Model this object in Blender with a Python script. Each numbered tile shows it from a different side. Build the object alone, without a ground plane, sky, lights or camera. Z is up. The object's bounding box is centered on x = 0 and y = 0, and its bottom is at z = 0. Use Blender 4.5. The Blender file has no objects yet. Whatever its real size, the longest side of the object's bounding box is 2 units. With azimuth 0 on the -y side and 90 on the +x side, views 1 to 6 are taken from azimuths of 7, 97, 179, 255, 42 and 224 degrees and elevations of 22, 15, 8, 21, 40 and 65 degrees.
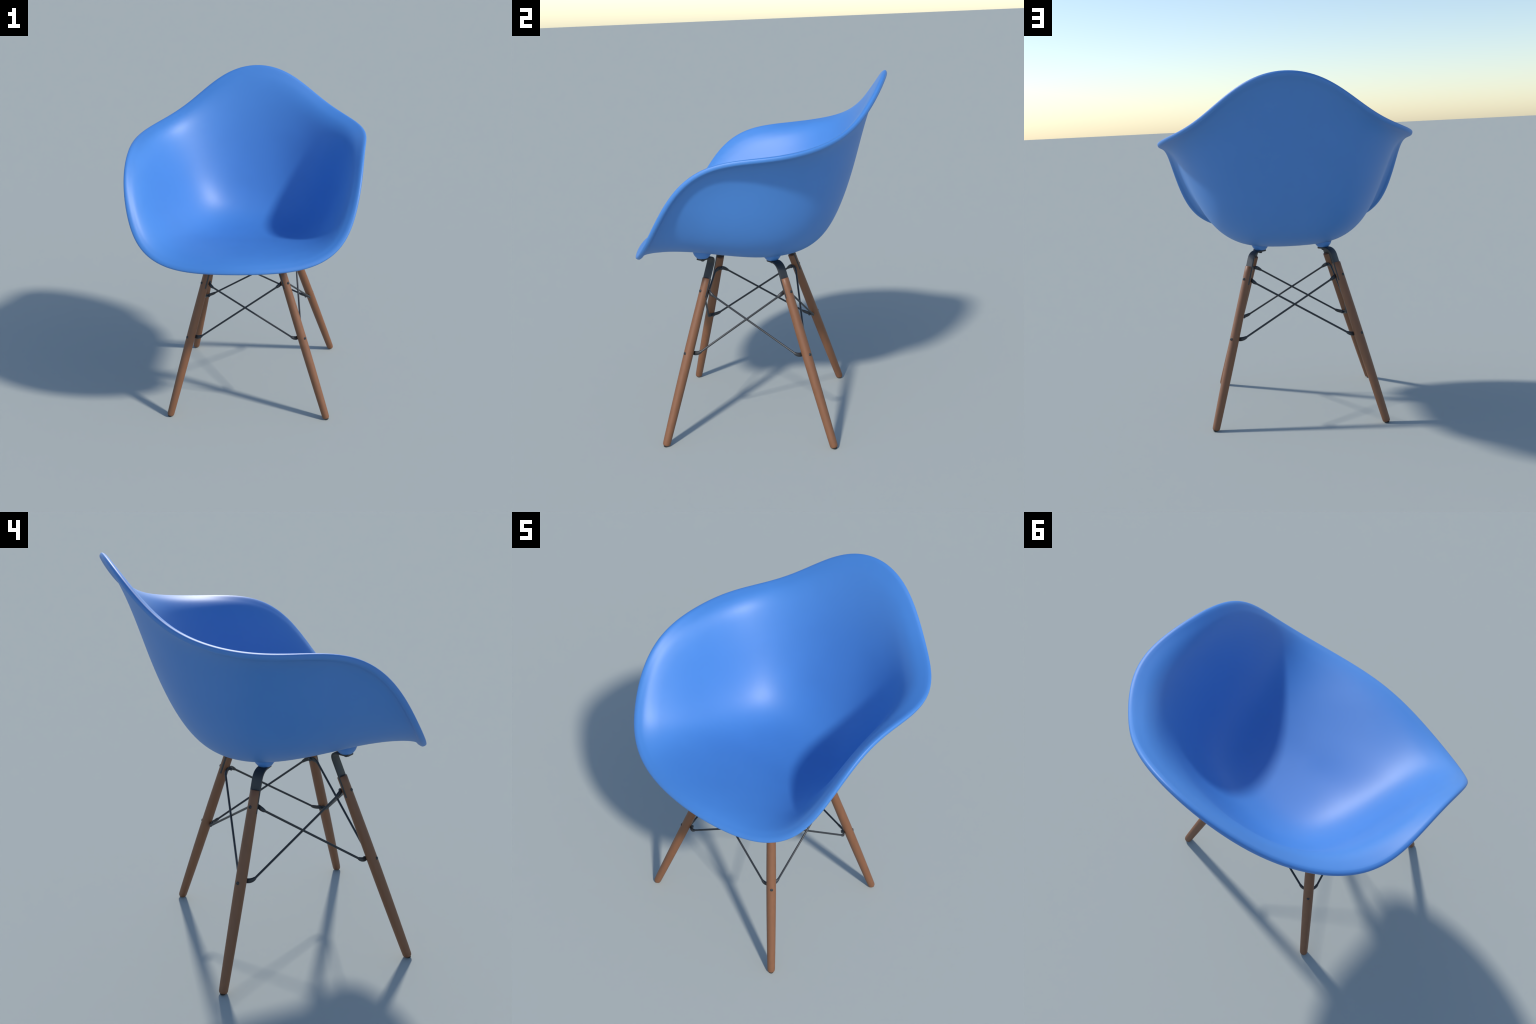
"""Moulded plastic armchair on a wooden dowel base with crossed wire bracing."""
import bpy, bmesh, math
import numpy as np
from mathutils import Vector
from mathutils.bvhtree import BVHTree

# ------------------------------------------------------------------ helpers
def mesh_object(name, verts, faces, material, parent=None, smooth=True):
    me = bpy.data.meshes.new(name)
    me.from_pydata([tuple(float(c) for c in v) for v in verts], [], faces)
    bm = bmesh.new(); bm.from_mesh(me)
    bmesh.ops.recalc_face_normals(bm, faces=bm.faces)
    bm.to_mesh(me); bm.free()
    me.materials.append(material)
    if smooth:
        me.polygons.foreach_set("use_smooth", [True] * len(me.polygons))
    ob = bpy.data.objects.new(name, me)
    bpy.context.scene.collection.objects.link(ob)
    if parent is not None:
        ob.parent = parent
    return ob


def sharpen(ob, degrees=40):
    bm = bmesh.new(); bm.from_mesh(ob.data)
    lim = math.radians(degrees)
    for e in bm.edges:
        if len(e.link_faces) == 2 and e.calc_face_angle(0) > lim:
            e.smooth = False
    bm.to_mesh(ob.data); bm.free()


def cubic_spline(knots, values, at):
    """Natural cubic spline through values (n, ...) at knots, evaluated at `at`."""
    n = len(knots); h = np.diff(knots)
    flat = values.reshape(n, -1)
    A = np.zeros((n, n)); rhs = np.zeros_like(flat)
    A[0, 0] = A[-1, -1] = 1
    for i in range(1, n - 1):
        A[i, i - 1], A[i, i], A[i, i + 1] = h[i - 1], 2 * (h[i - 1] + h[i]), h[i]
        rhs[i] = 6 * ((flat[i + 1] - flat[i]) / h[i] - (flat[i] - flat[i - 1]) / h[i - 1])
    m = np.linalg.solve(A, rhs)
    k = np.clip(np.searchsorted(knots, at, side="right") - 1, 0, n - 2)
    d = (at - knots[k])[:, None]; hk = h[k][:, None]
    out = (flat[k] + d * ((flat[k + 1] - flat[k]) / hk - hk * (2 * m[k] + m[k + 1]) / 6)
           + d ** 2 * m[k] / 2 + d ** 3 * (m[k + 1] - m[k]) / (6 * hk))
    return out.reshape((len(at),) + values.shape[1:])


def sweep(name, path, section, up, material, parent, closed_ends=True):
    """Sweep a closed 2D section (list of (a, b)) along 3D points; `up` fixes the a axis."""
    verts, faces = [], []
    path = [Vector(p) for p in path]
    for i, p in enumerate(path):
        t = (path[min(i + 1, len(path) - 1)] - path[max(i - 1, 0)]).normalized()
        a = (up - t * up.dot(t)).normalized(); b = t.cross(a)
        sec = section(i / (len(path) - 1)) if callable(section) else section
        n = len(sec)
        verts += [p + a * s[0] + b * s[1] for s in sec]
    for i in range(len(path) - 1):
        for j in range(n):
            k = (j + 1) % n
            faces.append((i * n + j, i * n + k, (i + 1) * n + k, (i + 1) * n + j))
    if closed_ends:
        faces.append(tuple(range(n))[::-1]); faces.append(tuple(range((len(path) - 1) * n, len(path) * n)))
    return mesh_object(name, verts, faces, material, parent)


def ellipse(a, b, n=16):
    return [(a * math.cos(2 * math.pi * i / n), b * math.sin(2 * math.pi * i / n)) for i in range(n)]


def rounded_rect(w, h, r, n=4):
    pts = []
    for cx, cy, a0 in ((w / 2 - r, h / 2 - r, 0), (-w / 2 + r, h / 2 - r, 90),
                       (-w / 2 + r, -h / 2 + r, 180), (w / 2 - r, -h / 2 + r, 270)):
        for i in range(n + 1):
            a = math.radians(a0 + 90 * i / n)
            pts.append((cx + r * math.cos(a), cy + r * math.sin(a)))
    return pts


def lathe(name, profile, base, axis, material, parent, n=24):
    """Revolve (radius, height) pairs about `axis` from `base`; ends are closed."""
    axis = axis.normalized()
    u = axis.orthogonal().normalized(); v = axis.cross(u)
    verts, faces = [], []
    for r, h in profile:
        for i in range(n):
            a = 2 * math.pi * i / n
            verts.append(base + axis * h + (u * math.cos(a) + v * math.sin(a)) * r)
    for k in range(len(profile) - 1):
        for i in range(n):
            j = (i + 1) % n
            faces.append((k * n + i, k * n + j, (k + 1) * n + j, (k + 1) * n + i))
    faces.append(tuple(range(n))[::-1])
    faces.append(tuple(range((len(profile) - 1) * n, len(profile) * n)))
    ob = mesh_object(name, verts, faces, material, parent)
    sharpen(ob, 50)
    return ob


# ---------------------------------------------------------------- materials
def new_material(name, colour, roughness, metallic=0.0):
    m = bpy.data.materials.new(name); m.use_nodes = True
    b = m.node_tree.nodes["Principled BSDF"]
    b.inputs["Base Color"].default_value = (*colour, 1)
    b.inputs["Roughness"].default_value = roughness
    b.inputs["Metallic"].default_value = metallic
    return m, m.node_tree, b


def vary(nt, bsdf, colour, spread, scale, stretch=(1, 1, 1)):
    """Faint noise variation of the base colour on object coordinates."""
    N, L = nt.nodes, nt.links
    tc = N.new("ShaderNodeTexCoord"); mp = N.new("ShaderNodeMapping")
    mp.inputs["Scale"].default_value = stretch
    nz = N.new("ShaderNodeTexNoise"); nz.inputs["Scale"].default_value = scale
    nz.inputs["Detail"].default_value = 3
    cr = N.new("ShaderNodeValToRGB")
    cr.color_ramp.elements[0].position = 0.3; cr.color_ramp.elements[1].position = 0.7
    cr.color_ramp.elements[0].color = (*[c * (1 - spread) for c in colour], 1)
    cr.color_ramp.elements[1].color = (*[c * (1 + spread) for c in colour], 1)
    L.new(tc.outputs["Object"], mp.inputs["Vector"]); L.new(mp.outputs["Vector"], nz.inputs["Vector"])
    L.new(nz.outputs["Fac"], cr.inputs["Fac"]); L.new(cr.outputs["Color"], bsdf.inputs["Base Color"])


BLUE = (0.058, 0.220, 0.59)
WOOD = (0.212, 0.087, 0.038)
STEEL = (0.030, 0.032, 0.035)
plastic, nt, b = new_material("blue_plastic", BLUE, 0.5); vary(nt, b, BLUE, 0.012, 6)
b.inputs["Specular IOR Level"].default_value = 0.66
wood, nt, b = new_material("stained_wood", WOOD, 0.5); vary(nt, b, WOOD, 0.04, 9, (6, 6, 1))
steel, nt, b = new_material("black_steel", STEEL, 0.42); vary(nt, b, STEEL, 0.05, 20)
rubber, nt, b = new_material("black_rubber", (0.02, 0.02, 0.02), 0.7); vary(nt, b, (0.02, 0.02, 0.02), 0.05, 20)

# -------------------------------------------------------------- thing: chair
chair = bpy.data.objects.new("armchair", None)
chair["label"] = "blue moulded plastic armchair on dark wooden dowel legs"
chair["category"] = "chair"
bpy.context.scene.collection.objects.link(chair)

# ------------------------------------------------------------ seat shell
# Half of the bucket as radial sections, from the middle of the seat out to the
# rim. Angle 0 runs to the front lip, 90 to the arm, 180 to the top of the back.
RINGS = [0.0, 0.14, 0.28, 0.42, 0.56, 0.7, 0.82, 0.92, 1]
POLE = (0.0, -0.063, 1.03)
SECTIONS = [
    (0, [(0.0, -0.181, 1.048), (0.0, -0.286, 1.065), (0.0, -0.388, 1.078), (0.0, -0.486, 1.089), (0.0, -0.572, 1.093), (0.0, -0.633, 1.089), (0.0, -0.676, 1.08), (0.0, -0.713, 1.066)]),  # front lip, centre line
    (15, [(0.04, -0.177, 1.047), (0.078, -0.278, 1.064), (0.115, -0.376, 1.078), (0.148, -0.469, 1.089), (0.178, -0.552, 1.093), (0.202, -0.612, 1.09), (0.219, -0.655, 1.08), (0.232, -0.694, 1.067)]),
    (30, [(0.076, -0.165, 1.046), (0.15, -0.255, 1.064), (0.22, -0.343, 1.081), (0.286, -0.428, 1.095), (0.344, -0.505, 1.106), (0.388, -0.562, 1.109), (0.419, -0.603, 1.105), (0.444, -0.641, 1.094)]),  # front corner
    (45, [(0.107, -0.146, 1.043), (0.208, -0.221, 1.062), (0.303, -0.298, 1.086), (0.388, -0.375, 1.115), (0.461, -0.447, 1.146), (0.514, -0.5, 1.17), (0.554, -0.536, 1.181), (0.588, -0.566, 1.179)]),
    (60, [(0.13, -0.121, 1.04), (0.249, -0.175, 1.059), (0.356, -0.239, 1.092), (0.445, -0.308, 1.142), (0.519, -0.375, 1.204), (0.574, -0.425, 1.258), (0.619, -0.457, 1.295), (0.66, -0.48, 1.311)]),  # arm, falling front edge
    (75, [(0.144, -0.09, 1.036), (0.274, -0.119, 1.056), (0.385, -0.163, 1.099), (0.474, -0.216, 1.172), (0.547, -0.274, 1.269), (0.604, -0.319, 1.358), (0.652, -0.347, 1.429), (0.698, -0.364, 1.478)]),
    (90, [(0.15, -0.054, 1.033), (0.285, -0.053, 1.053), (0.398, -0.069, 1.107), (0.488, -0.099, 1.202), (0.559, -0.135, 1.328), (0.613, -0.165, 1.447), (0.663, -0.18, 1.542), (0.715, -0.184, 1.607)]),  # arm, top
    (105, [(0.147, -0.017, 1.031), (0.281, 0.021, 1.051), (0.394, 0.037, 1.115), (0.482, 0.036, 1.228), (0.551, 0.027, 1.373), (0.605, 0.021, 1.502), (0.661, 0.028, 1.597), (0.729, 0.047, 1.648)]),
    (120, [(0.135, 0.019, 1.029), (0.26, 0.094, 1.05), (0.365, 0.144, 1.121), (0.448, 0.174, 1.244), (0.515, 0.191, 1.4), (0.57, 0.206, 1.534), (0.627, 0.232, 1.628), (0.699, 0.272, 1.671)]),  # arm meets back
    (135, [(0.112, 0.051, 1.028), (0.217, 0.158, 1.05), (0.305, 0.239, 1.124), (0.378, 0.295, 1.254), (0.436, 0.333, 1.419), (0.481, 0.362, 1.564), (0.524, 0.399, 1.667), (0.574, 0.448, 1.721)]),
    (150, [(0.081, 0.075, 1.028), (0.155, 0.205, 1.052), (0.218, 0.307, 1.131), (0.27, 0.381, 1.27), (0.311, 0.435, 1.45), (0.343, 0.477, 1.614), (0.372, 0.521, 1.741), (0.404, 0.576, 1.822)]),  # shoulder of the back
    (165, [(0.042, 0.089, 1.028), (0.081, 0.232, 1.054), (0.113, 0.343, 1.139), (0.138, 0.426, 1.289), (0.158, 0.493, 1.487), (0.176, 0.544, 1.675), (0.194, 0.599, 1.833), (0.216, 0.659, 1.949)]),
    (180, [(0.0, 0.094, 1.028), (0.0, 0.241, 1.056), (0.0, 0.354, 1.144), (0.0, 0.439, 1.299), (0.0, 0.51, 1.504), (0.0, 0.566, 1.703), (0.0, 0.625, 1.873), (0.0, 0.688, 2.003)]),  # back, centre line
]
LIP_BEAD = 0.0065
SHELL_X = 0.001          # plane of symmetry of the shell
HALF_THICKNESS = 0.0133
LIP_FLARE, LIP_WIDTH = 0.014, 0.085   # the rim turns outwards over its last stretch


def build_shell():
    n_s, n_t = 240, 72
    angles = np.radians([a for a, _ in SECTIONS])
    net = np.array([[POLE] + list(row) for _, row in SECTIONS])       # station, ring, xyz
    knots = np.array(RINGS)
    # harmonics round the rim: x is odd, y and z are even about the symmetry plane
    k = np.arange(len(angles))
    s = np.arange(n_s) * 2 * np.pi / n_s
    sin_fit = np.linalg.pinv(np.sin(np.outer(angles[1:-1], k[1:-1])))
    cos_fit = np.linalg.inv(np.cos(np.outer(angles, k)))
    # (towards the middle of the seat only the low ones remain, so that it stays smooth)
    cap = np.interp(knots, [0, 0.14, 0.28, 0.42, 0.56], [1, 2.5, 4.5, 7, 12])
    keep = np.clip(cap[None, :] + 1 - k[:, None], 0, 1)                 # harmonic, ring
    rings = np.empty((n_s, net.shape[1], 3))
    rings[:, :, 0] = np.sin(np.outer(s, k[1:-1])) @ (keep[1:-1] * (sin_fit @ net[1:-1, :, 0]))
    for c in (1, 2):
        rings[:, :, c] = np.cos(np.outer(s, k)) @ (keep * (cos_fit @ net[:, :, c]))
    # rings packed more densely towards the rolled rim
    t = np.linspace(0, 1, n_t) ** 0.8
    tail = 1 - np.array([0.0125, 0.0105, 0.0085, 0.0067, 0.005, 0.0036, 0.0024, 0.0014, 0.0007, 0.0002, 0.0])
    t = np.concatenate([t[t < 0.985][1:], tail])
    # each section runs on through the middle into the opposite one
    opposite = np.roll(rings, n_s // 2, axis=0)[:, 1:5][:, ::-1]
    knots = np.concatenate([-knots[1:5][::-1], knots])
    rings = np.concatenate([opposite, rings], axis=1)
    base = cubic_spline(knots, np.moveaxis(rings, 0, 1), t)             # t, s, xyz

    def normals(P):
        du = np.gradient(P, axis=0)
        dv = np.roll(P, -1, 1) - np.roll(P, 1, 1)
        n = np.cross(dv, du)
        n /= np.linalg.norm(n, axis=2, keepdims=True)
        return n if n[len(n) // 2, n_s // 2, 1] > 0 else -n             # pointing away from the sitter

    ref = normals(base)[int(np.searchsorted(t, 0.87))]
    span = 1.15 * np.linalg.norm(base[-1] - np.array(POLE), axis=1)
    gap = (1 - t)[:, None] * span[None, :]
    P = base + (LIP_FLARE * np.clip(1 - gap / LIP_WIDTH, 0, 1) ** 2)[..., None] * ref[None]
    n = normals(P)
    # round the edge: thickness falls to nothing over the last bit, as a half circle
    d = np.zeros(P.shape[:2])
    steps = np.linalg.norm(np.diff(P, axis=0), axis=2)
    d[:-1] = np.cumsum(steps[::-1], axis=0)[::-1]
    r = HALF_THICKNESS

    def roll(length, depth):
        e = np.clip(1 - d / length, 0, 1)
        return (depth * np.sqrt(np.clip(1 - e ** 2, 0, 1)))[..., None]
    swell = 1 - 0.25 * np.clip(1 - d / 0.14, 0, 1)          # the shell thins a little towards the rim
    x = np.clip((0.036 - d) / 0.013, 0, 1)
    bead = (LIP_BEAD * x * x * (3 - 2 * x))[..., None]       # thickened band along the outside of the rim
    P = P - n * bead * 0.30                                  # (it thickens mostly upwards)
    outer = P + n * (roll(0.014, r * swell) + bead * roll(0.014, 1.0))
    inner = P - n * roll(0.021, r * swell)
    outer[..., 0] += SHELL_X; inner[..., 0] += SHELL_X
    m = len(t)
    verts = np.concatenate([outer.reshape(-1, 3), inner[:-1].reshape(-1, 3)]).tolist()
    pole = np.array(POLE) + (SHELL_X, 0, 0)
    verts += [tuple(pole - (0, 0, r)), tuple(pole + (0, 0, r))]
    o = lambda i, j: i * n_s + j % n_s
    q = lambda i, j: o(i, j) if i == m - 1 else m * n_s + i * n_s + j % n_s
    faces = []
    for j in range(n_s):
        for i in range(m - 1):
            faces.append((o(i, j), o(i, j + 1), o(i + 1, j + 1), o(i + 1, j)))
            faces.append((q(i, j), q(i + 1, j), q(i + 1, j + 1), q(i, j + 1)))
        faces.append((len(verts) - 2, o(0, j + 1), o(0, j)))
        faces.append((len(verts) - 1, q(0, j), q(0, j + 1)))
    return mesh_object("seat_shell", verts, faces, plastic, chair)


shell = build_shell()
shell_tree = BVHTree.FromPolygons([v.co for v in shell.data.vertices], [p.vertices[:] for p in shell.data.polygons])

# ------------------------------------------------------------ dowel base
BASE_X = -0.0105         # plane of symmetry of the base
FRONT = dict(foot=(0.4990, -0.5450), slope=(0.295, 0.264), pad=(0.262, -0.318, 1.031), top=0.903)
BACK = dict(foot=(0.4950, 0.3990), slope=(0.262, -0.295), pad=(0.188, 0.062, 0.996), top=0.906)
LEG_PROFILE = [(0.013, 0.0), (0.0176, 0.002), (0.0206, 0.007), (0.0220, 0.015), (0.0230, 0.06), (0.0249, 0.20),
               (0.0265, 0.36), (0.0273, 0.50), (0.0269, 0.66), (0.0258, 0.80), (0.0247, 0.93)]
LOW, HIGH = 0.500, 0.835   # heights of the two bolts through each leg


class Leg:
    def __init__(self, spec, side):
        self.spec, self.side = spec, side
        self.foot = Vector((BASE_X + side * spec["foot"][0], spec["foot"][1], 0.0))
        self.dir = Vector((-side * spec["slope"][0], spec["slope"][1], 1.0))
        self.axis = self.dir.normalized()
        out = Vector((-self.dir.x, -self.dir.y, 0)).normalized()
        self.out = (out - self.axis * out.dot(self.axis)).normalized()   # outwards, square to the leg
        self.tan = self.axis.cross(self.out).normalized()                # sideways
        self.bolt = (out + Vector((0, 0, 0.2))).normalized()             # bolts run nearly level
        self.pad = Vector((BASE_X + side * spec["pad"][0], spec["pad"][1], spec["pad"][2]))

    def at(self, z):
        return self.foot + self.dir * z

    def radius(self, z):
        h = z * self.dir.length
        return float(np.interp(h, [p[1] for p in LEG_PROFILE], [p[0] for p in LEG_PROFILE]))


legs = {(n, s): Leg(spec, s) for n, spec in (("front", FRONT), ("back", BACK)) for s in (1, -1)}


def build_leg(leg):
    top = leg.spec["top"] * leg.dir.length
    start = 0.002
    prof = [(r, h + start) for r, h in LEG_PROFILE if h + start < top - 0.004]
    rt = leg.radius(leg.spec["top"])
    prof += [(rt, top - 0.002), (rt - 0.002, top)]
    ob = lathe("leg", prof, leg.foot, leg.axis, wood, chair, n=32)
    for v in ob.data.vertices:                      # the end is cut level with the floor
        v.co.z = max(v.co.z, 0.003)
    # foot glide
    lathe("foot_glide", [(0.0125, 0.0), (0.0140, 0.0010), (0.0140, 0.004), (0.010, 0.006)],
          leg.foot.copy(), Vector((0, 0, 1)), rubber, ob, n=24)
    # bolt heads on the outer face
    for z in (LOW, HIGH):
        r = leg.radius(z)
        head = lathe("bolt_head", [(0.0075, -0.004), (0.0085, 0.0), (0.0080, 0.0022), (0.0062, 0.0034), (0.0042, 0.0036),
                                   (0.0036, 0.0020), (0.0010, 0.0018)],
                     leg.at(z) + leg.bolt * r, leg.bolt, steel, ob, n=20)
    return ob


def bezier(p0, p1, p2, n):
    return [p0 * (1 - u) ** 2 + p1 * 2 * u * (1 - u) + p2 * u * u for u in (i / n for i in range(1, n + 1))]


def build_bracket(leg):
    """Flat bar let into the leg, bent over under the mounting pad."""
    z_top = leg.pad.z - 0.006
    low = leg.at(HIGH - 0.030); mid = leg.at(leg.spec["top"] + 0.012)
    corner = leg.at(z_top)
    flat = Vector((leg.pad.x, leg.pad.y, z_top))
    run = flat - corner; run.z = 0
    length = run.length; run.normalize()
    bend_in = corner - leg.dir.normalized() * 0.045
    bend_out = corner + run * min(0.045, length * 0.8)
    tip = flat + run * 0.026
    path = [low, low.lerp(mid, 0.5), mid, mid.lerp(bend_in, 0.5), bend_in] + bezier(bend_in, corner, bend_out, 10)
    path += [bend_out.lerp(tip, 0.4), bend_out.lerp(tip, 0.8), tip]
    width = 2 * leg.radius(0.86) + 0.003
    n = len(path)

    def section(u):
        w = width if u < 0.97 else width * 0.8
        return rounded_rect(w, 0.010, 0.0025, 3)
    up = Vector((-run.y, run.x, 0)).normalized()
    if up.dot(leg.tan) < 0:
        up = -up
    ob = sweep("bracket", path, section, up, steel, chair)
    sharpen(ob, 60)
    lathe("bracket_bolt", [(0.016, 0.0), (0.016, 0.003), (0.0105, 0.004), (0.0105, 0.009), (0.008, 0.011)],
          flat - Vector((0, 0, 0.004)), Vector((0, 0, -1)), steel, ob, n=6)
    return ob


def build_pad(leg):
    """Moulded boss on the underside of the shell, blue like it."""
    hit = shell_tree.ray_cast(leg.pad, Vector((0, 0, 1)))[0]
    top = hit.z - leg.pad.z + 0.007                # ends inside the thickness of the shell
    prof = [(0.0305, -0.001), (0.0330, 0.001), (0.0395, 0.008), (0.0465, 0.018), (0.0510, 0.030), (0.0530, 0.042)]
    prof = [p for p in prof if p[1] < top - 0.003] + [(float(np.interp(top, [p[1] for p in prof], [p[0] for p in prof])), top)]
    return lathe("mounting_pad", prof, leg.pad, Vector((0, 0, 1)), plastic, shell, n=40)


for leg in legs.values():
    build_leg(leg); build_bracket(leg); build_pad(leg)

# -------------------------------------------------------- crossed bracing
ROD = 0.0057


def cubic_bezier(p0, p1, p2, p3, n):
    return [p0 * (1 - u) ** 3 + p1 * 3 * u * (1 - u) ** 2 + p2 * 3 * u * u * (1 - u) + p3 * u ** 3
            for u in (i / n for i in range(n + 1))]


def lug_points(leg, z, toward, sideways, inward, rise):
    """Bolt point on the leg's inner face, and where the flattened lug ends and the wire begins."""
    bolt = leg.at(z) - leg.bolt * (leg.radius(z) + 0.002)
    side = leg.tan if leg.tan.dot(toward) > 0 else -leg.tan
    flat = Vector((side.x, side.y, 0)).normalized()
    into = Vector((-leg.out.x, -leg.out.y, 0)).normalized()
    return bolt, flat, bolt + flat * sideways + into * inward + Vector((0, 0, rise))


def build_rod(a, za, b, zb, inset):
    """Wire from a high bolt on leg a to a low bolt on leg b, with a flattened lug at either end."""
    span = b.at(zb) - a.at(za)
    pa, sa, ja = lug_points(a, za, span, 0.0465, 0.002 + inset, -0.021)
    pb, sb, jb = lug_points(b, zb, -span, 0.0455, 0.020 + inset, 0.0125)
    line = (jb - ja).normalized()
    n = 8
    head = cubic_bezier(pa - sa * 0.006, pa + sa * 0.014, ja - line * 0.024, ja, n)
    foot = cubic_bezier(pb - sb * 0.006, pb + sb * 0.014, jb + line * 0.024, jb, n)
    full = head + [ja + line * 0.002, ja.lerp(jb, 0.5), jb - line * 0.002] + foot[::-1]
    m = len(full)
    wide = [0.0065, 0.0105, 0.0120, 0.0122, 0.0120, 0.0115, 0.0108, 0.0095, 0.0078]
    deep = [0.0040, 0.0042, 0.0045, 0.0050, 0.0056, 0.0062, 0.0066, 0.0068, 0.0066]

    def section(u):
        i = round(u * (m - 1)); e = min(i, m - 1 - i)
        return ellipse(wide[e], deep[e], 14) if e <= n else ellipse(ROD, ROD, 14)
    ob = sweep("brace_rod", full, section, (a.axis + b.axis).normalized(), steel, chair)
    sharpen(ob, 50)
    return ob


ring = [legs[("front", -1)], legs[("front", 1)], legs[("back", 1)], legs[("back", -1)]]
for i, a in enumerate(ring):
    b = ring[(i + 1) % 4]
    build_rod(a, HIGH, b, LOW, 0.000)
    build_rod(b, HIGH, a, LOW, 0.006)
for leg in ring:
    for z in (LOW, HIGH):
        lathe("bolt_nut", [(0.0095, 0.0), (0.0095, 0.018), (0.007, 0.021)],
              leg.at(z) - leg.bolt * (leg.radius(z) - 0.002), -leg.bolt, steel, chair, n=6)
